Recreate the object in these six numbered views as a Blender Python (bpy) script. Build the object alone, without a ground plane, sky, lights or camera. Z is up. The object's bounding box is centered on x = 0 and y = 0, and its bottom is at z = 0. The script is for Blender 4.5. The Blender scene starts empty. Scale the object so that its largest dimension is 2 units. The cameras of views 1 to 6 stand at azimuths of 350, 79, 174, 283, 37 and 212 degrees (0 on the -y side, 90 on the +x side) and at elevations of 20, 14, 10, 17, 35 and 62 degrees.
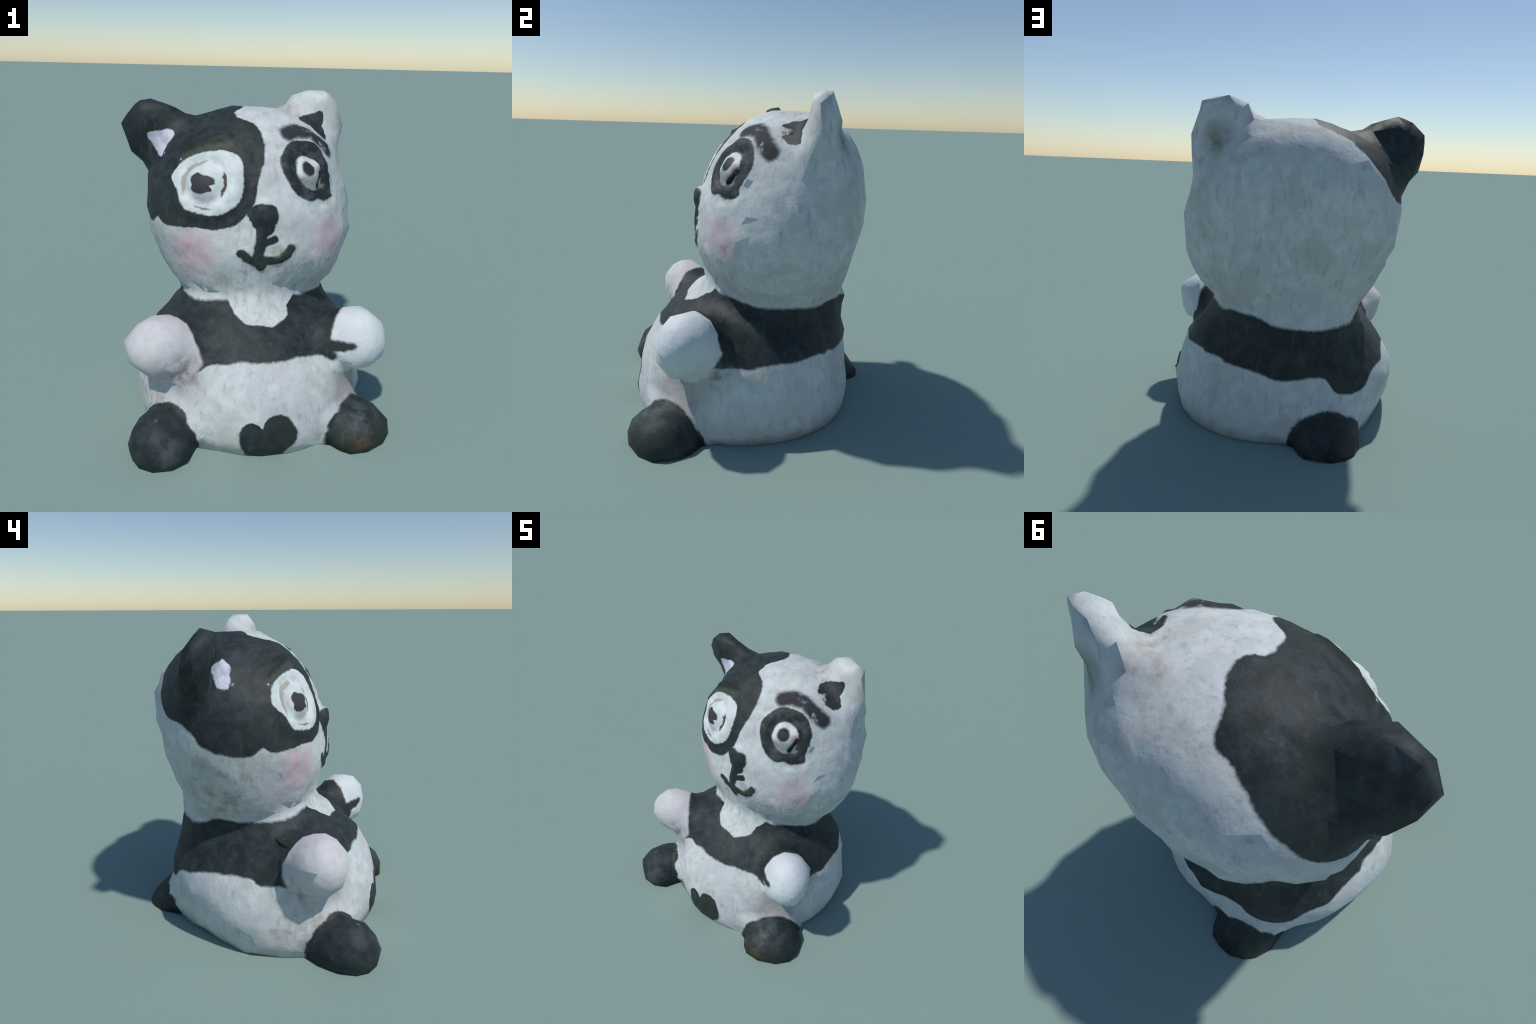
"""A hand-modelled clay panda money box: round head, sitting round body, stub limbs,
painted black and white.  Built as one smooth clay body (implicit lobes -> skin),
then divided into anatomical parts; paint is laid on by node masks in object space."""
import bpy, math
import numpy as np
from mathutils import Vector, noise

PI = math.pi
A = lambda *v: np.array(v, float)

# ------------------------------------------------------------------ body profiles
# radii of the two big lobes, measured from their centres.
# rows: polar angle from straight up to straight down; columns: azimuth
# every 30 degrees: front, two front-left, left (+x), two back-left, back, two back-right, right (-x), two front-right
HEAD_C = A(0.0, 0.16, 1.27)
HEAD_TOP, HEAD_BOTTOM = 0.628, 0.647
HEAD = [[.600, .602, .624, .647, .656, .645, .639, .642, .630, .637, .616, .602],
        [.555, .573, .635, .672, .670, .636, .612, .663, .666, .641, .601, .571],
        [.525, .558, .606, .665, .670, .586, .556, .624, .672, .650, .610, .554],
        [.537, .590, .643, .681, .638, .546, .514, .541, .641, .637, .614, .557],
        [.587, .638, .694, .701, .623, .547, .535, .549, .602, .640, .621, .600],
        [.627, .642, .702, .698, .652, .609, .577, .591, .630, .653, .654, .646],
        [.626, .630, .654, .668, .654, .634, .618, .623, .639, .651, .657, .637]]
BODY_C = A(0.0, -0.06, 0.30)
BODY_TOP, BODY_BOTTOM = 0.544, 0.774
BODY = [[.539, .547, .559, .555, .558, .550, .538, .531, .533, .542, .543, .543],
        [.559, .574, .584, .616, .627, .594, .571, .579, .578, .593, .593, .578],
        [.624, .630, .614, .674, .683, .632, .639, .682, .667, .643, .632, .628],
        [.689, .713, .708, .728, .710, .682, .677, .737, .728, .719, .690, .677],
        [.763, .780, .783, .777, .782, .765, .714, .754, .709, .764, .781, .738],
        [.759, .761, .762, .764, .769, .740, .724, .701, .698, .740, .758, .754],
        [.754, .753, .753, .755, .754, .746, .735, .726, .729, .738, .749, .755]]
NECK = dict(half=0.443, front=-0.318, back=0.596, mid=0.014)


def lobe_table(top, rows, bottom):
    return np.array([[top] * len(rows[0])] + rows + [[bottom] * len(rows[0])])


HEAD_T = lobe_table(HEAD_TOP, HEAD, HEAD_BOTTOM)
BODY_T = lobe_table(BODY_TOP, BODY, BODY_BOTTOM)

# limbs and ears: centre, half axes, rotation vector, squareness
LIMBS = {
    "ear_R": (A(-.487, .293, 1.668), A(.213, .087, .329), A(.366, -.857, -.232), 2.3),
    "ear_L": (A(.446, .305, 1.729), A(.202, .080, .274), A(.046, .077, -.362), 2.3),
    "arm_R": (A(-.526, -.411, .558), A(.264, .175, .184), A(.455, .483, .225), 2.2),
    "arm_L": (A(.554, -.450, .576), A(.159, .229, .185), A(-.440, .202, .757), 2.3),
    "leg_R": (A(-.583, -.597, .052), A(.180, .219, .178), A(-.230, -.530, -.312), 2.5),
    "leg_L": (A(.597, -.587, -.083), A(.216, .197, .287), A(.342, -.261, .459), 2.5),
    "tail": (A(-.173, .656, -.055), A(.182, .175, .274), A(.650, -.421, -.170), 2.3),
}


def rot(w):
    a = np.linalg.norm(w)
    k = w / a
    K = np.array([[0, -k[2], k[1]], [k[2], 0, -k[0]], [-k[1], k[0], 0]])
    return np.eye(3) + math.sin(a) * K + (1 - math.cos(a)) * K @ K


def cubic(t):
    t2, t3 = t * t, t * t * t
    return (-.5 * t3 + t2 - .5 * t, 1.5 * t3 - 2.5 * t2 + 1, -1.5 * t3 + 2 * t2 + .5 * t, .5 * t3 - .5 * t2)


def lobe(P, C, T):
    """distance to a lump whose radius is interpolated over polar angle and azimuth"""
    d = P - C
    r = np.linalg.norm(d, axis=-1) + 1e-9
    n, m = T.shape
    a = np.arccos(np.clip(d[..., 2] / r, -1, 1)) / PI * (n - 1)
    b = (np.arctan2(d[..., 0], -d[..., 1]) / (2 * PI) * m) % m
    i = np.clip(np.floor(a).astype(int), 0, n - 2)
    j = np.floor(b).astype(int)
    wa, wb = cubic(a - i), cubic(b - j)
    R = 0
    for k in range(4):
        ii = i + k - 1
        over = (ii < 0) | (ii > n - 1)
        row = np.where(ii < 0, -ii, np.where(ii > n - 1, 2 * (n - 1) - ii, ii))
        for l in range(4):
            R = R + wa[k] * wb[l] * T[row, (j + l - 1 + np.where(over, m // 2, 0)) % m]
    return r - R


def lump(P, c, s, w, e):
    q = (P - c) @ rot(w)
    v = (np.abs(q / s) ** e).sum(-1) ** (1 / e)
    g = np.sqrt(((q / s ** 2) ** 2).sum(-1)) + 1e-9
    return (v - 1) * np.maximum(np.sqrt(((q / s) ** 2).sum(-1)) / g, s.min() * .5)


def ball(P, c, r):
    return np.linalg.norm(P - A(*c), axis=-1) - r


def stroke(P, pts, r):
    best = 9.0
    for a, b in zip(pts[:-1], pts[1:]):
        a, b = A(*a), A(*b)
        t = np.clip((P - a) @ (b - a) / ((b - a) @ (b - a)), 0, 1)
        best = np.minimum(best, np.linalg.norm(P - a - t[..., None] * (b - a), axis=-1))
    return best - r


def smin(a, b, k):
    h = np.maximum(k - abs(a - b), 0) / k
    return np.minimum(a, b) - h * h * k * .25


def smax(a, b, k):
    return -smin(-a, -b, k)


def neck(P):
    y0, hy = (NECK["front"] + NECK["back"]) / 2, (NECK["back"] - NECK["front"]) / 2
    q = np.sqrt(((P[..., 0] - NECK["mid"]) / NECK["half"]) ** 2 + ((P[..., 1] - y0) / hy) ** 2)
    return np.maximum((q - 1) * hy, P[..., 2] - 1.1)


# ------------------------------------------------------------------ face features
def unit(v):
    return v / np.linalg.norm(v)


EYE_R = A(-.312, -.245, 1.508)      # centre of the wide-eyed white disc (on the black patch)
EYE_L = A(.316, -.200, 1.558)       # centre of the eye ringed with black
NOSE = A(.032, -.365, 1.330)
MOUTH = {"stem": [(.014, -.373, 1.25), (.002, -.376, 1.18), (-.006, -.373, 1.11), (.011, -.366, 1.045)],
         "left_lip": [(-.105, -.364, 1.128), (-.072, -.366, 1.092), (-.030, -.368, 1.070), (.005, -.367, 1.052)],
         "right_lip": [(.008, -.370, 1.085), (.060, -.376, 1.076), (.120, -.378, 1.088), (.165, -.376, 1.118), (.185, -.374, 1.150)],
         "whisker": [(.030, -.377, 1.186), (.088, -.376, 1.206)]}
BROW_R = [(-.40, -.06, 1.655), (-.337, -.090, 1.695), (-.239, -.122, 1.732), (-.150, -.135, 1.752)]


BROW_L = [(.20, -.100, 1.765), (.255, -.060, 1.775), (.332, -.035, 1.757), (.398, -.030, 1.717), (.480, -.005, 1.655)]


def bell(q, centre, width):
    return np.exp(-((q - centre) / width) ** 2)


def eye_relief(P, c, heights):
    """height added over the head, by distance q from the eye's axis"""
    n = unit(c - HEAD_C)
    d = P - c
    h = d @ n
    q = np.sqrt(np.maximum((d * d).sum(-1) - h * h, 0))
    return np.where(h > -.15, heights(q), 0)


def head_shape(P):
    f = lobe(P, HEAD_C, HEAD_T)
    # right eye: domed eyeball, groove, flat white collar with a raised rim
    f = f - eye_relief(P, EYE_R + A(.005, 0, .01), lambda q: .026 * np.clip(1 - (q / .105) ** 2, 0, 1) - .016 * bell(q, .125, .016)
                       + .007 * bell(q, .17, .03) + .005 * bell(q, .205, .012) - .006 * bell(q, .235, .012))
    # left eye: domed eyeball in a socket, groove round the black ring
    f = f - eye_relief(P, EYE_L, lambda q: .016 * np.clip(1 - (q / .10) ** 2, 0, 1) - .014 * bell(q, .112, .014)
                       + .006 * bell(q, .155, .03) - .009 * bell(q, .205, .012))
    f = smax(f, -stroke(P, [(.372, -.222, 1.482), (.398, -.178, 1.545)], .014), .01)
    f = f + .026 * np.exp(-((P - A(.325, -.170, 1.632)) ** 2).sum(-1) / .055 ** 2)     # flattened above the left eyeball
    # nose and mouth are thick paint and clay rolls
    f = smin(f, lump(P, NOSE + A(0, -.002, .012), A(.068, .042, .075), A(.1, 0, 0), 2.2), .03)
    f = smin(f, stroke(P, MOUTH["stem"], .026), .03)
    f = smin(f, stroke(P, MOUTH["left_lip"], .018), .025)
    f = smin(f, stroke(P, MOUTH["right_lip"], .020), .025)
    f = smin(f, stroke(P, BROW_R, .022), .04)
    f = smin(f, stroke(P, BROW_L, .018), .035)
    return f


# thick roots that carry ears, arms and tail into the body, and the shallow ear hollows
ROOT = {
    "ear_R": (A(-.50, .275, 1.585), A(.13, .08, .17), A(.30, -.70, -.20), 2.0),
    "ear_L": (A(.44, .30, 1.67), A(.165, .088, .17), A(.05, .08, -.36), 2.0),
    "tail": (A(-.125, .56, .11), A(.215, .11, .16), A(.30, 0, 0), 2.0),
    "arm_R": (A(-.44, -.31, .53), A(.19, .17, .12), A(.4, .3, .2), 2.0),
    "arm_L": (A(.47, -.32, .49), A(.17, .18, .13), A(-.4, .2, .5), 2.0),
}
EAR_HOLLOW = {"ear_R": (A(-.555, .045, 1.715), .125), "ear_L": (A(.480, .055, 1.800), .130)}
TORSO_BLEND = .06
LIMB_BLEND = {"ear_R": .07, "ear_L": .09, "arm_R": .08, "arm_L": .08, "leg_R": .06, "leg_L": .06, "tail": .06}


def limb_shape(P, k):
    d = lump(P, *LIMBS[k])
    if k in ROOT:
        d = smin(d, lump(P, *ROOT[k]), .08)
    if k in EAR_HOLLOW:
        c, r = EAR_HOLLOW[k]
        d = smax(d, -ball(P, c, r), .03)
    return d


def part_fields(P):
    f = {"head": head_shape(P), "torso": smin(lobe(P, BODY_C, BODY_T), neck(P), .10)}
    for k in LIMBS:
        f[k] = limb_shape(P, k)
    return f


def clay(P):
    f = part_fields(P)
    d = smin(f["head"], f["torso"], TORSO_BLEND)
    for k in LIMBS:
        d = smin(d, f[k], LIMB_BLEND[k])
    d = smax(d, -ball(P, (.458, .090, 1.820), .078), .03)       # the cup of the white ear bites into the temple
    return np.maximum(d, -P[..., 2])


# ------------------------------------------------------------------ skin (surface nets)
def skin(field, lo, hi, h):
    n = np.ceil((hi - lo) / h).astype(int) + 1
    ax = [lo[i] + h * np.arange(n[i]) for i in range(3)]
    F = np.empty(n)
    for i in range(n[0]):
        P = np.stack(np.meshgrid([ax[0][i]], ax[1], ax[2], indexing="ij"), -1)[0]
        F[i] = field(P)
    inside = F < 0
    c = [(a, b, d) for a in (0, 1) for b in (0, 1) for d in (0, 1)]
    m = n - 1
    cut = lambda M, o: M[o[0]:o[0] + m[0], o[1]:o[1] + m[1], o[2]:o[2] + m[2]]
    tot = sum(cut(inside, o).astype(int) for o in c)
    active = (tot > 0) & (tot < 8)
    idx = np.full(m, -1)
    cells = np.argwhere(active)
    idx[active] = np.arange(len(cells))
    acc, cnt = np.zeros((len(cells), 3)), np.zeros(len(cells))
    for p in range(8):
        for q in range(p + 1, 8):
            a, b = np.array(c[p]), np.array(c[q])
            if abs(a - b).sum() != 1:
                continue
            fa, fb = F[tuple((cells + a).T)], F[tuple((cells + b).T)]
            x = (fa < 0) != (fb < 0)
            t = np.where(x, fa / np.where(x, fa - fb, 1), 0)
            acc += np.where(x[:, None], a + t[:, None] * (b - a), 0)
            cnt += x
    V = lo + h * (cells + acc / cnt[:, None])
    quads = []
    for d in range(3):
        u, v = (d + 1) % 3, (d + 2) % 3
        s0, s1 = [slice(None)] * 3, [slice(None)] * 3
        s0[d], s1[d] = slice(0, -1), slice(1, None)
        a, b = inside[tuple(s0)], inside[tuple(s1)]
        E = np.argwhere(a != b)
        flip = b[tuple(E.T)]
        ok = (E[:, u] > 0) & (E[:, v] > 0) & (E[:, u] < m[u]) & (E[:, v] < m[v])
        E, flip = E[ok], flip[ok]
        du, dv = np.eye(3, dtype=int)[u], np.eye(3, dtype=int)[v]
        Q = np.stack([idx[tuple(k.T)] for k in (E - du - dv, E - dv, E, E - du)], 1)
        Q[flip] = Q[flip][:, ::-1]
        quads.append(Q)
    return V, np.concatenate(quads)


V, Q = skin(clay, A(-.86, -.92, -.024), A(.86, .92, 2.06), .012)

# hand-worked clay: gentle lumps and finger marks, none on the flat base
mesh = bpy.data.meshes.new("clay_skin")
mesh.from_pydata(V.tolist(), [], Q.tolist())
mesh.update()
N = np.empty(len(V) * 3)
mesh.vertices.foreach_get("normal", N)
N = N.reshape(-1, 3)


def fbm(p, s, seed):
    return noise.noise(Vector((p[0] * s + seed, p[1] * s - seed, p[2] * s + 2 * seed)))


bump = np.array([.009 * fbm(p, 6, 3.1) + .0105 * fbm(p, 13, 9.7) + .002 * fbm(p, 30, 5.3) for p in V])
calm = np.exp(-(((V[:, 0] / .55) ** 4) + ((V[:, 1] + .32) / .30) ** 4 + ((V[:, 2] - 1.38) / .45) ** 4))   # 1 on the face
bump *= 1 - .55 * calm
V = V + N * (bump * np.clip((V[:, 2] - .01) / .05, 0, 1))[:, None]
V[:, 2] = np.where(V[:, 2] < .006, 0, V[:, 2])
mesh.vertices.foreach_set("co", V.ravel())
mesh.update()

TRIANGLES = 4600
whole = bpy.data.objects.new("clay_skin", mesh)
bpy.context.scene.collection.objects.link(whole)
dec = whole.modifiers.new("dec", "DECIMATE")
dec.ratio = TRIANGLES / (2 * len(Q))
dec.use_collapse_triangulate = True
# the face keeps finer clay; everything else ends in broad flat facets
keep = whole.vertex_groups.new(name="coarse")
face = calm
for lo_w in range(10):
    ids = np.where((face * 9.999).astype(int) == lo_w)[0].tolist()
    if ids:
        keep.add(ids, 1 - .075 * lo_w, "REPLACE")
dec.vertex_group = "coarse"
dec.vertex_group_factor = 1.0
skin_mesh = bpy.data.meshes.new_from_object(whole.evaluated_get(bpy.context.evaluated_depsgraph_get()))
bpy.data.objects.remove(whole)
skin_mesh.polygons.foreach_set("use_smooth", [True] * len(skin_mesh.polygons))
nv, nf = len(skin_mesh.vertices), len(skin_mesh.polygons)
V = np.empty(nv * 3)
skin_mesh.vertices.foreach_get("co", V)
V = V.reshape(-1, 3)
# even out sliver triangles: slide corners within the surface
E = np.array([e.vertices[:] for e in skin_mesh.edges])
for _ in range(3):
    acc, cnt = np.zeros((nv, 3)), np.zeros(nv)
    for a, b in ((0, 1), (1, 0)):
        np.add.at(acc, E[:, a], V[E[:, b]])
        np.add.at(cnt, E[:, a], 1)
    n = np.empty(nv * 3)
    skin_mesh.vertices.foreach_get("normal", n)
    n = n.reshape(-1, 3)
    move = acc / np.maximum(cnt, 1)[:, None] - V
    move -= n * (move * n).sum(1)[:, None]
    V = V + .45 * move * np.clip((V[:, 2] - .02) / .05, 0, 1)[:, None]
    skin_mesh.vertices.foreach_set("co", V.ravel())
    skin_mesh.update()
# every flat facet sits a little proud or shy of its neighbours
NRM = np.empty(nv * 3)
skin_mesh.vertices.foreach_get("normal", NRM)
calm = np.exp(-(((V[:, 0] / .55) ** 4) + ((V[:, 1] + .32) / .30) ** 4 + ((V[:, 2] - 1.38) / .45) ** 4))
shove = np.random.default_rng(7).normal(0, 1, nv).clip(-1.8, 1.8) * (.0052 - .0038 * calm) * np.clip((V[:, 2] - .02) / .05, 0, 1)
tri = np.array([p.vertices[:] for p in skin_mesh.polygons])
room = np.full(nv, 9.0)
for a, b, c in ((0, 1, 2), (1, 2, 0), (2, 0, 1)):      # shortest triangle height at each corner
    pa, pb, pc = V[tri[:, a]], V[tri[:, b]], V[tri[:, c]]
    high = np.linalg.norm(np.cross(pb - pa, pc - pa), axis=1) / (np.linalg.norm(pc - pb, axis=1) + 1e-9)
    for k in (a, b, c):
        np.minimum.at(room, tri[:, k], high)
shove = np.clip(shove, -.16 * room, .16 * room)
V = V + NRM.reshape(-1, 3) * shove[:, None]
skin_mesh.vertices.foreach_set("co", V.ravel())
skin_mesh.update()
skin_mesh.vertices.foreach_get("normal", NRM)
NRM = np.empty(nv * 3)
skin_mesh.vertices.foreach_get("normal", NRM)
NRM = NRM.reshape(-1, 3)
F = np.empty(nf * 3, dtype=np.int32)
skin_mesh.polygons.foreach_get("vertices", F)
F = F.reshape(-1, 3)

# ------------------------------------------------------------------ paint outlines
# patches drawn round an axis from a lobe centre: (angle, reach) pairs, angle 0 = patch's right side
PATCH = {
    "mask": (HEAD_C, A(-.864, -.138, .484), [
        (-3.07, .734), (-2.93, .70), (-2.84, .64), (-2.6, .535), (-2.4, .53), (-2.15, .566), (-1.7, .564), (-1.39, .578),
        (-1.06, .557), (-.99, .619), (-.75, .735), (-.54, .847), (-.43, .965), (-.33, 1.077), (-.12, 1.209), (.12, 1.26),
        (.37, 1.206), (.65, 1.198), (.97, 1.122), (1.11, 1.049), (1.28, .90), (1.42, .90), (1.6, 1.033), (1.73, 1.059),
        (1.95, 1.035), (2.11, 1.055), (2.27, .975), (2.48, .904), (2.89, .81)]),
    "eye_R": (HEAD_C, A(-.5, -.745, .441), [
        (-3.13, .402), (-2.92, .358), (-2.66, .337), (-2.35, .344), (-2.18, .358), (-1.83, .327), (-1.38, .34), (-1.11, .36),
        (-.79, .374), (-.49, .382), (.04, .366), (.37, .368), (.7, .392), (.9, .405), (1.11, .382), (1.36, .351),
        (1.75, .312), (2.19, .318), (2.53, .351), (2.89, .39)]),
    "pupil_R": (HEAD_C, A(-.554, -.723, .413), [
        (-2.89, .077), (-2.46, .107), (-1.76, .096), (-.93, .088), (-.42, .121), (-.09, .077), (.2, .122), (.72, .097),
        (1.43, .066), (2.21, .098), (2.67, .109)]),
    "eye_L": (HEAD_C, A(.564, -.635, .528), [
        (-2.88, .329), (-2.46, .335), (-2.05, .35), (-1.7, .319), (-1.35, .361), (-.99, .373), (-.8, .305), (-.42, .282),
        (-.1, .276), (.25, .276), (.64, .279), (1.0, .287), (1.38, .309), (1.72, .34), (2.08, .349), (2.66, .35)]),
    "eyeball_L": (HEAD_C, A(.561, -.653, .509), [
        (-2.75, .16), (-2.22, .177), (-1.57, .191), (-1.07, .184), (-.56, .154), (.05, .146), (.68, .152), (1.24, .174),
        (1.74, .181), (2.24, .174)]),
    "nose": (HEAD_C, A(.055, -.994, .09), [
        (-3.03, .148), (-2.32, .143), (-1.98, .183), (-1.48, .171), (-.98, .163), (-.41, .127), (.24, .15), (.58, .157),
        (.92, .178), (1.54, .165), (2.22, .188), (2.74, .199)]),
    "heart": (BODY_C, A(.002, -.978, -.21), [
        (-2.88, .226), (-2.49, .235), (-2.19, .253), (-1.7, .25), (-1.12, .24), (-.65, .215), (-.29, .235), (.01, .243),
        (.35, .231), (.64, .232), (.99, .215), (1.36, .183), (1.7, .128), (1.98, .084), (2.19, .123), (2.5, .183), (2.85, .219)]),
    "bib": (BODY_C, A(.047, -.564, .824), [
        (-2.96, .275), (-2.52, .244), (-1.86, .193), (-1.08, .235), (-.85, .232), (-.36, .276), (.09, .285), (.25, .34),
        (.6, .44), (1.57, .42), (2.4, .42), (2.75, .36)]),
}
# flat patches on the ears: centre, facing, outline
EAR_IN = {
    "ear_R": (A(-.543, .160, 1.700), A(-.21, -.98, .03)), "ear_L": (A(.442, .168, 1.797), A(.10, -.97, .21))}
# paint band round the chest: lower edge height against azimuth (0 = front, + = its left side)
BAND_LOW = [(-2.96, .41), (-2.84, .33), (-2.72, .30), (-2.55, .315), (-2.42, .39), (-2.24, .428), (-2.08, .46), (-1.84, .483), (-1.63, .48),
            (-1.5, .442), (-1.2, .45), (-.9, .47), (-.68, .465), (-.55, .51), (-.34, .531), (-.17, .55), (.02, .545), (.28, .55),
            (.59, .522), (1.0, .49), (1.4, .46), (1.67, .476), (2.1, .479), (2.3, .455), (2.5, .433), (2.77, .421), (2.98, .391)]
BAND_TOP = [(-2.9, .683), (-2.56, .685), (-2.35, .715), (-2.13, .76), (-1.75, .76), (-1.3, .765), (-.95, .784), (-.75, .797), (-.45, .803), (-.2, .81),
            (.3, .825), (.7, .815), (1.0, .795), (1.47, .765), (1.93, .75), (2.26, .735), (2.5, .757), (2.77, .742), (2.99, .698)]
ARM_WHITE = {"arm_L": (A(.745, -.667, 0), .663), "arm_R": (A(-.78, -.62, 0), .612)}


def patch_frame(axis):
    c = unit(axis)
    r = unit(np.cross([0, 0, 1.], c))
    return c, r, np.cross(c, r)


def in_patch(name, P, scale=1.0):
    C, axis, pts = PATCH[name]
    c, r, u = patch_frame(axis)
    d = P - C
    d = d / np.linalg.norm(d, axis=-1, keepdims=True)
    a, R = zip(*sorted(pts))
    reach = np.interp(np.arctan2(d @ u, d @ r), a, R, period=2 * PI)
    return np.arccos(np.clip(d @ c, -1, 1)) < reach * scale


# ------------------------------------------------------------------ paint material
mat = bpy.data.materials.new("painted_clay")
mat.use_nodes = True
nt = mat.node_tree
nodes, link = nt.nodes, nt.links.new
bsdf = nodes["Principled BSDF"]


def node(kind, ins=None, **props):
    n = nodes.new(kind)
    for k, v in props.items():
        setattr(n, k, v)
    for k, v in (ins or {}).items():
        s = n.inputs[k]
        if hasattr(v, "is_output") or isinstance(v, bpy.types.NodeSocket):
            link(v, s)
        else:
            s.default_value = v
    return n


def m(op, a, b=None, c=None, clamp=False):
    ins = {0: a}
    if b is not None:
        ins[1] = b
    if c is not None:
        ins[2] = c
    return node("ShaderNodeMath", ins, operation=op, use_clamp=clamp).outputs[0]


def vm(op, a, b=None, out=0):
    ins = {0: a}
    if b is not None:
        ins[1] = b if isinstance(b, bpy.types.NodeSocket) else tuple(float(x) for x in b)
    return node("ShaderNodeVectorMath", ins, operation=op).outputs[out]


def dot(a, b):
    return vm("DOT_PRODUCT", a, b, "Value")


def step(x, lo, hi):
    """0 below lo, 1 above hi, smooth between"""
    return node("ShaderNodeMapRange", {"Value": x, "From Min": lo, "From Max": hi}, interpolation_type="SMOOTHSTEP").outputs[0]


def noise_tex(vec, scale, detail=3, rough=.55, out="Fac", dist=0.0):
    return node("ShaderNodeTexNoise", {"Vector": vec, "Scale": scale, "Detail": detail, "Roughness": rough, "Distortion": dist}).outputs[out]


def mixc(f, a, b):
    n = node("ShaderNodeMix", {"Factor": f}, data_type="RGBA")
    for s, v in ((n.inputs[6], a), (n.inputs[7], b)):
        if isinstance(v, bpy.types.NodeSocket):
            link(v, s)
        else:
            s.default_value = (*v, 1)
    return n.outputs[2]


def curve(x, pts, top):
    """periodic outline as a Float Curve over angle -pi..pi"""
    a, r = zip(*sorted(pts))
    edge = float(np.interp(PI, a, r, period=2 * PI))
    pts = [(-PI, edge)] + [p for p in sorted(pts) if abs(p[0]) < PI - .03] + [(PI, edge)]
    n = node("ShaderNodeFloatCurve", {"Value": m("MULTIPLY_ADD", x, 1 / (2 * PI), .5)})
    cu = n.mapping.curves[0]
    while len(cu.points) < len(pts):
        cu.points.new(.5, .5)
    for p, (px, py) in zip(cu.points, pts):
        p.location = ((px + PI) / (2 * PI), py / top)
        p.handle_type = "AUTO_CLAMPED"
    n.mapping.update()
    return m("MULTIPLY", n.outputs[0], top)


pos = node("ShaderNodeTexCoord").outputs["Object"]
wob = vm("SUBTRACT", noise_tex(pos, 9, 2, out="Color"), (.5, .5, .5))
wob2 = vm("SUBTRACT", noise_tex(pos, 42, 3, .6, out="Color"), (.5, .5, .5))
SC = lambda v, k: node("ShaderNodeVectorMath", {0: v, "Scale": k}, operation="SCALE").outputs[0]
P = vm("ADD", vm("ADD", pos, SC(wob, .022)), SC(wob2, .018))   # brush-wobbled position
sep = node("ShaderNodeSeparateXYZ", {0: P})
PX, PY, PZ = sep.outputs


def patch(name, soft=.012, grow=0.0):
    C, axis, pts = PATCH[name]
    c, r, u = patch_frame(axis)
    d = vm("NORMALIZE", vm("SUBTRACT", P, C))
    ang = m("ARCTAN2", dot(d, u), dot(d, r))
    rho = m("ARCCOSINE", dot(d, c))
    return step(m("SUBTRACT", curve(ang, pts, 1.6), rho), -soft - grow, soft - grow)


def blot(c, r, soft=.5, src=None, flat=None):
    """round blot; flat squashes the axes"""
    d = vm("SUBTRACT", src or P, c)
    if flat is not None:
        d = vm("MULTIPLY", d, flat)
    return m("SUBTRACT", 1.0, step(vm("LENGTH", d, out="Value"), r * (1 - soft), r * (1 + soft)))


def brush(pts, r, soft=.008, src=None):
    best = None
    for a, b in zip(pts[:-1], pts[1:]):
        a, b = A(*a), A(*b)
        d = vm("SUBTRACT", src or P, a)
        ab = b - a
        t = m("MULTIPLY", dot(d, ab), 1 / float(ab @ ab), clamp=True)
        q = vm("LENGTH", vm("SUBTRACT", d, node("ShaderNodeVectorMath", {0: tuple(ab), "Scale": t}, operation="SCALE").outputs[0]), out="Value")
        best = q if best is None else m("MINIMUM", best, q)
    return m("SUBTRACT", 1.0, step(best, r - soft, r + soft))


def limb(k, table=LIMBS):
    """1 at a limb's skin, below inside"""
    c, s, w, e = table[k]
    R = rot(w)
    d = vm("SUBTRACT", P, c)
    q = [m("POWER", m("ABSOLUTE", dot(d, R[:, i] / s[i])), e) for i in range(3)]
    return m("POWER", m("ADD", m("ADD", q[0], q[1]), q[2]), 1 / e)


NOT = lambda a: m("SUBTRACT", 1.0, a)
AND = lambda a, b: m("MULTIPLY", a, b)
OR = lambda a, b: m("MAXIMUM", a, b)

# --- colours
fine = noise_tex(pos, 60, 4, .65)
mid = noise_tex(pos, 14, 4, .6)
big = noise_tex(pos, 3.2, 3, .5)
streak = noise_tex(vm("MULTIPLY", vm("ADD", pos, SC(wob, .03)), (30, 30, 7)), 1.0, 4, .6)

WHITE = mixc(step(mid, .35, .68), (.50, .55, .56), (.60, .645, .645))
WHITE = mixc(m("MULTIPLY", step(big, .48, .66), .55), WHITE, (.51, .50, .525))
WHITE = mixc(m("MULTIPLY", NOT(step(big, .34, .46)), .6), WHITE, (.45, .455, .43))
WHITE = mixc(m("MULTIPLY", step(streak, .52, .74), .55), WHITE, (.31, .34, .355))
WHITE = mixc(m("MULTIPLY", step(fine, .60, .74), .5), WHITE, (.30, .31, .30))
BLACK = mixc(step(mid, .38, .66), (.013, .020, .022), (.026, .039, .044))
BLACK = mixc(m("MULTIPLY", step(big, .50, .66), .8), BLACK, (.024, .033, .026))
BLACK = mixc(m("MULTIPLY", step(streak, .55, .76), .6), BLACK, (.060, .072, .080))
BLACK = mixc(m("MULTIPLY", step(fine, .66, .80), .5), BLACK, (.085, .09, .088))

col = WHITE
layers = []


def lay(mask, colour, dark=None):
    global col
    col = mixc(mask, col, colour)
    layers.append((mask, dark))


ink = None


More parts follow.
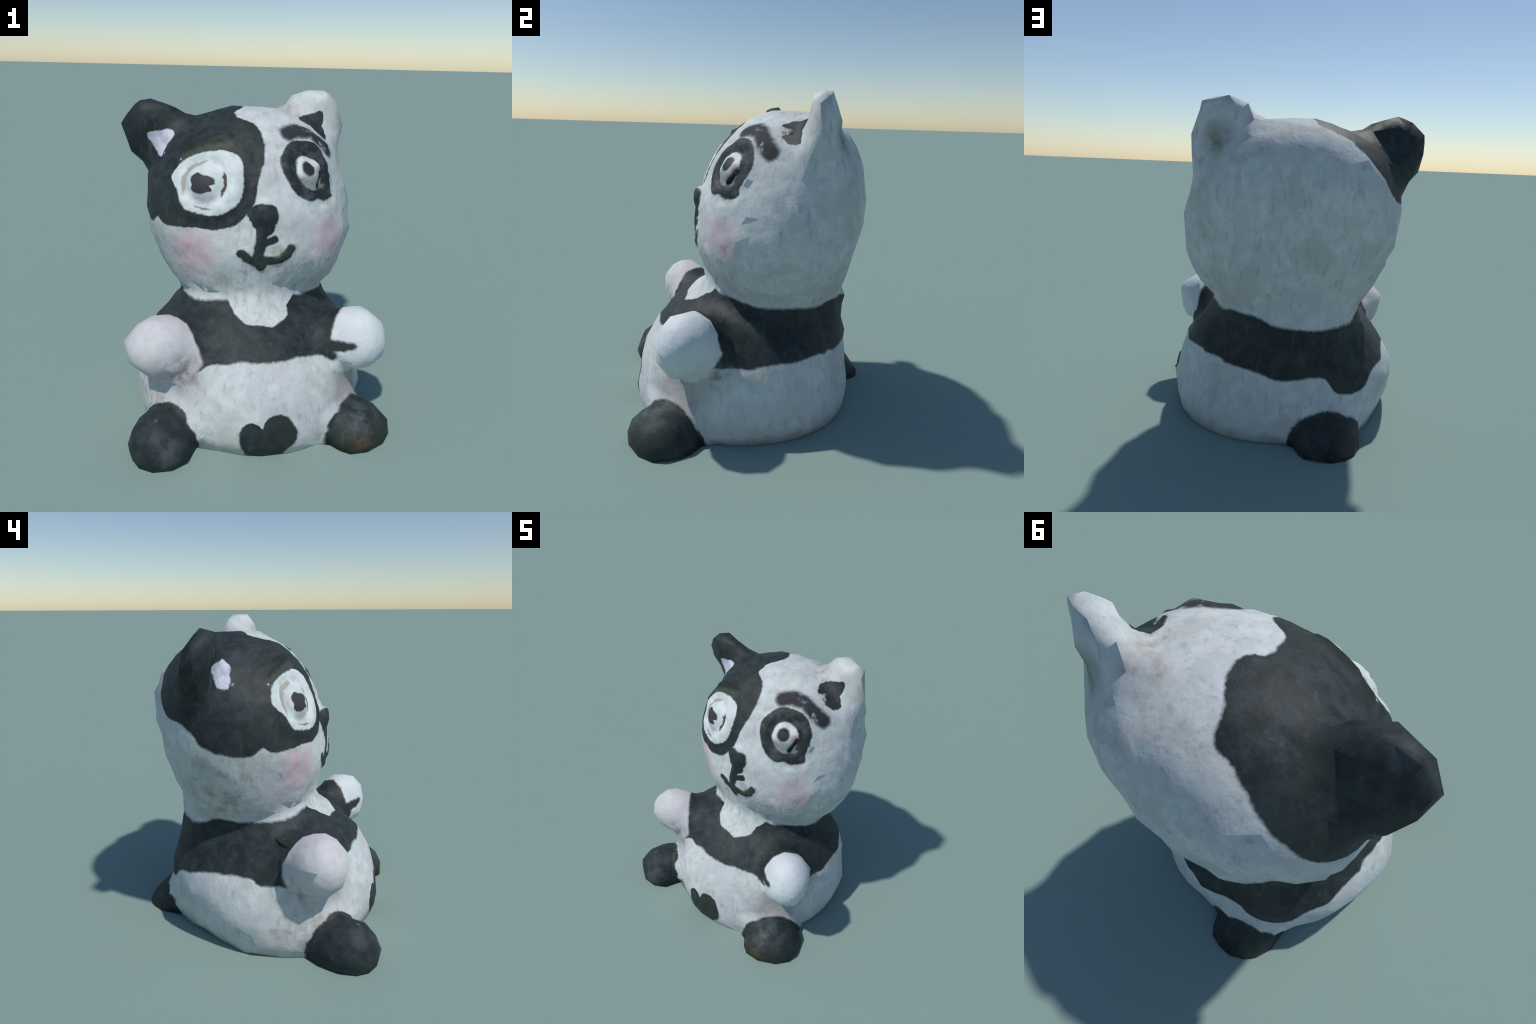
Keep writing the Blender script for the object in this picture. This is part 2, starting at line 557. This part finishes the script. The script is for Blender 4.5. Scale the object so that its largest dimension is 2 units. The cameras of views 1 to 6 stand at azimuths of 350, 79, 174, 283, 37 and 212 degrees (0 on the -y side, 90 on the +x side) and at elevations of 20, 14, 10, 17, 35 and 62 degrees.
def ink_lay(mask):
    """black paint"""
    global ink, col
    col = mixc(mask, col, BLACK)
    ink = mask if ink is None else OR(ink, mask)


# soft stains on the white
patchy = step(mid, .36, .70)
brushed = m("MULTIPLY_ADD", step(streak, .40, .66), -.55, 1.0)
lay(m("MULTIPLY", AND(blot((.44, -.285, 1.165), .13, .55), AND(brushed, m("MULTIPLY_ADD", patchy, .35, .65))), .95), (.54, .35, .43))
lay(m("MULTIPLY", AND(blot((-.385, -.285, 1.10), .145, .6), AND(brushed, m("MULTIPLY_ADD", patchy, .35, .65))), .95), (.54, .34, .42))
lay(m("MULTIPLY", AND(blot((.19, -.37, 1.235), .10, .5), patchy), .6), (.24, .27, .28))
lay(m("MULTIPLY", AND(blot((-.52, .16, 1.00), .30, .6), patchy), .75), (.24, .235, .21))
lay(m("MULTIPLY", AND(blot((.02, -.20, .86), .30, .6), step(streak, .42, .7)), .3), (.25, .29, .30))
lay(m("MULTIPLY", AND(blot((-.62, -.32, .14), .22, .6), patchy), .8), (.26, .20, .165))
lay(m("MULTIPLY", blot((.56, -.52, .30), .17, .6), .6), (.33, .275, .26))
lay(m("MULTIPLY", AND(blot((.60, .10, .06), .45, .6, flat=(1, 1, 3)), patchy), .6), (.27, .28, .25))
lay(m("MULTIPLY", AND(blot((.49, .385, 1.755), .09, .7), m("MULTIPLY_ADD", patchy, .6, .4)), .8), (.085, .085, .045))
lay(m("MULTIPLY", AND(blot((.30, .22, 1.865), .07, .6), patchy), .8), (.25, .20, .12))
lay(m("MULTIPLY", AND(blot((.24, .34, 1.84), .09, .6), patchy), .7), (.27, .21, .19))

# black band, bib, heart
az = m("ARCTAN2", m("SUBTRACT", PX, 0.0), m("MULTIPLY", m("SUBTRACT", PY, float(BODY_C[1])), -1.0))
low, top = curve(az, BAND_LOW, 1.0), curve(az, BAND_TOP, 1.0)
band = AND(step(m("SUBTRACT", PZ, low), -.010, .010), step(m("SUBTRACT", top, PZ), -.014, .014))
band = AND(band, NOT(patch("bib")))
ink_lay(band)
lay(brush([(-.233, -.27, .772), (-.173, -.363, .737), (-.112, -.430, .700)], .006, .006), (.36, .40, .40))
ink_lay(patch("heart"))

# limbs
for k in ("leg_R", "leg_L", "tail"):
    ink_lay(NOT(step(limb(k), 1.06, 1.13)))
ink_lay(AND(blot((-.165, 0, 0), .222, .05, flat=(1, 0, 1)), step(PY, .42, .46)))
for k, (n, off) in ARM_WHITE.items():
    L = limb(k)
    on = NOT(step(L, 1.10, 1.22))
    paw = step(dot(P, n), off - .012, off + .012)
    cuff = AND(on, AND(NOT(paw), step(PZ, .455, .485)))
    ink_lay(cuff)
    lay(AND(on, paw), mixc(.5, WHITE, (.60, .555, .59)) if k == "arm_R" else mixc(.5, WHITE, (.70, .76, .80)))
ink_lay(brush([(.40, -.48, .62), (.43, -.54, .52)], .042, .015))
ink_lay(brush([(.42, -.53, .575), (.475, -.595, .592)], .034, .012))
ink_lay(brush([(.46, -.57, .595), (.525, -.630, .610)], .024, .012))
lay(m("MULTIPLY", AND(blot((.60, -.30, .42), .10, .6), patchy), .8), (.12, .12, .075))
lay(m("MULTIPLY", AND(blot((-.47, -.56, .47), .12, .6), patchy), .8), (.17, .135, .14))  # right arm's underside tinted brown-black for its shading, here and next line
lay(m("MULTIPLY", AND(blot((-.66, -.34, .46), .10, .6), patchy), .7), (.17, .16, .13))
lay(m("MULTIPLY", AND(blot((.60, -.70, .185), .11, .6), patchy), .7), (.085, .11, .115))  # blue-grey highlight on the left leg's top, painted over the black
lay(m("MULTIPLY", AND(blot((.56, -.82, .03), .09, .6), patchy), .8), (.10, .066, .03))
lay(m("MULTIPLY", AND(blot((-.56, -.77, .10), .08, .6), patchy), .6), (.085, .095, .10))

# head
ink_lay(AND(patch("mask", .014), step(PZ, .90, .95)))
lay(m("MULTIPLY", brush([(x - .01, y - .03, z - .045) for x, y, z in BROW_R], .034, .012), .8), (.050, .064, .046))
lay(m("MULTIPLY", brush(BROW_R, .030, .012), .9), (.009, .015, .010))
for c, r in (((-.528, .09, 1.627), .012), ((-.43, -.10, 1.62), .007)):
    lay(blot(c, r, .5), (.50, .50, .53))

eyeR = patch("eye_R")
lay(eyeR, mixc(step(mid, .35, .7), (.52, .58, .59), (.66, .71, .72)))
nR = unit(EYE_R - HEAD_C)
cR, rR, uR = patch_frame(EYE_R - HEAD_C)
dR = vm("SUBTRACT", P, EYE_R)
ringd = m("ABSOLUTE", m("SUBTRACT", vm("LENGTH", vm("SUBTRACT", dR, node("ShaderNodeVectorMath", {0: tuple(nR), "Scale": dot(dR, nR)}, operation="SCALE").outputs[0]), out="Value"), .122))
near = NOT(step(ringd, .008, .020))
left_arc = AND(near, step(m("ADD", m("MULTIPLY", dot(dR, rR), -1.0), m("MULTIPLY", dot(dR, uR), .5)), .06, .09))
right_arc = AND(NOT(step(ringd, .005, .014)), step(m("ADD", dot(dR, rR), m("MULTIPLY", dot(dR, uR), .12)), .100, .112))
lay(AND(m("MULTIPLY", left_arc, .65), eyeR), mixc(step(mid, .4, .6), (.30, .22, .18), (.16, .13, .11)))
lay(AND(right_arc, eyeR), (.07, .05, .04))
lay(AND(m("MULTIPLY", blot((-.31, -.262, 1.43), .06, .5), .5), eyeR), (.36, .38, .40))  # grey shading below the pupil, coloured into the eye white
lay(brush([(-.443, -.183, 1.438), (-.423, -.224, 1.385), (-.322, -.292, 1.372), (-.225, -.325, 1.366)], .005, .005), (.05, .05, .05))
lay(patch("pupil_R", .010, .014), (.040, .038, .046))

eyeL = patch("eye_L")
ink_lay(eyeL)
lay(AND(m("MULTIPLY", step(mid, .52, .62), .6), eyeL), (.08, .075, .10))
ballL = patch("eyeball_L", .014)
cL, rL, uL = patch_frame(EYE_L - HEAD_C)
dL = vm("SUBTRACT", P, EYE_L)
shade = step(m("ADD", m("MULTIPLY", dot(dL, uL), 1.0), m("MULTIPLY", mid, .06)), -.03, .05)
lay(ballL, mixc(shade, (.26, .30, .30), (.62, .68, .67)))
lay(AND(ballL, AND(step(dot(dL, rL), .015, .04), NOT(step(dot(dL, uL), -.01, .02)))), (.46, .36, .36))
lay(brush([(.295, -.255, 1.415), (.350, -.232, 1.432), (.400, -.195, 1.470)], .013, .010), (.16, .21, .20))
lay(brush([(.366, -.226, 1.478), (.394, -.180, 1.542)], .017, .008), (.010, .010, .014))
lay(blot((.312, -.233, 1.584), .042, .22, flat=(1, .8, .9)), (.025, .025, .030))
lay(AND(brush(BROW_L, .052, .018), step(m("ADD", mid, m("MULTIPLY", streak, .4)), .44, .64)), (.030, .034, .040))

ink_lay(patch("nose"))
front = vm("MULTIPLY", P, (1, 0, 1))
facing = NOT(step(PY, -.24, -.20))
for k, r in (("stem", .033), ("left_lip", .027), ("right_lip", .027), ("whisker", .022)):
    ink_lay(AND(brush([(x, 0, z) for x, y, z in MOUTH[k]], r, .007, front), facing))
lay(m("MULTIPLY", AND(blot((.105, 0, 1.140), .036, .5, front), facing), .6), (.24, .31, .25))
lay(m("MULTIPLY", AND(blot((.150, 0, 1.115), .030, .6, front), facing), .7), (.030, .050, .028))

# ear insides
def ear_patch(k, pts):
    c, n = EAR_IN[k]
    cc, r, u = patch_frame(n)
    d = vm("SUBTRACT", P, c)
    ang, rho = m("ARCTAN2", dot(d, u), dot(d, r)), m("SQRT", m("ADD", m("POWER", dot(d, u), 2.0), m("POWER", dot(d, r), 2.0)))
    return AND(step(m("SUBTRACT", curve(ang, pts, .5), rho), -.006, .006), step(dot(d, cc), -.15, -.12))


lay(ear_patch("ear_R", [(-2.6, .06), (-1.9, .08), (-1.5, .105), (-1.2, .08), (-.6, .055), (0, .07), (.45, .092), (.8, .085), (1.5, .050), (2.3, .060), (2.75, .085), (3.0, .08)]),
    mixc(step(mid, .35, .65), (.40, .42, .50), (.62, .63, .74)))
ink_lay(ear_patch("ear_L", [(-2.6, .062), (-2.0, .068), (-1.5, .09), (-1.05, .12), (-.7, .075), (-.2, .050), (.4, .065), (.95, .095), (1.4, .07), (2.0, .065), (2.6, .095), (2.95, .115)]))

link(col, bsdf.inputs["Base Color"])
link(m("MULTIPLY_ADD", ink, -.16, .78), bsdf.inputs["Roughness"])
bsdf.inputs["Specular IOR Level"].default_value = .35
height = m("ADD", m("MULTIPLY", fine, .35), m("ADD", m("MULTIPLY", streak, .3), m("MULTIPLY", ink, .35)))
lumps = noise_tex(pos, 11, 3, .45)
dabs = node("ShaderNodeBump", {"Height": lumps, "Strength": .25, "Distance": .030}).outputs[0]
link(node("ShaderNodeBump", {"Height": height, "Strength": .5, "Distance": .007, "Normal": dabs}).outputs[0], bsdf.inputs["Normal"])

# ------------------------------------------------------------------ parts
centre = V[F].mean(1)
fields = part_fields(centre)
keys = list(fields)
label = np.array(keys, dtype=object)[np.argmin(np.stack([fields[k] for k in keys]), 0)]
on_head = label == "head"
for name in ("eye_R", "eye_L", "nose"):
    label[on_head & in_patch(name, centre)] = name
for k in MOUTH:
    label[on_head & (label != "nose") & (stroke(centre, MOUTH[k], .030) < 0)] = "mouth"
for name, path in (("brow_R", BROW_R), ("brow_L", BROW_L)):
    label[(label == "head") & (stroke(centre, path, .045) < 0)] = name

KIND = {"head": "head", "torso": "torso", "ear_R": "ear", "ear_L": "ear", "arm_R": "arm", "arm_L": "arm", "leg_R": "leg", "leg_L": "leg",
        "tail": "tail", "eye_R": "eye", "eye_L": "eye", "brow_L": "eyebrow", "brow_R": "eyebrow", "nose": "nose", "mouth": "mouth"}
ON_HEAD = ("ear_R", "ear_L", "eye_R", "eye_L", "brow_L", "brow_R", "nose", "mouth")

root = bpy.data.objects.new("panda_figurine", None)
root["label"] = "hand-painted black and white clay panda sitting upright"
root["category"] = "figurine"
bpy.context.scene.collection.objects.link(root)


def make_part(key):
    faces = F[label == key]
    used, inv = np.unique(faces, return_inverse=True)
    me = bpy.data.meshes.new(KIND[key])
    me.from_pydata(V[used].tolist(), [], inv.reshape(-1, 3).tolist())
    me.polygons.foreach_set("use_smooth", [True] * len(me.polygons))
    me.update()
    me.normals_split_custom_set_from_vertices(NRM[used].tolist())
    me.materials.append(mat)
    ob = bpy.data.objects.new(KIND[key], me)
    ob.shadow_terminator_geometry_offset = 0.0      # facets stay crisp where the sun grazes
    bpy.context.scene.collection.objects.link(ob)
    return ob


made = {k: make_part(k) for k in KIND}
for k, ob in made.items():
    ob.parent = made["head"] if k in ON_HEAD else root
bpy.data.meshes.remove(skin_mesh)
bpy.data.meshes.remove(mesh)
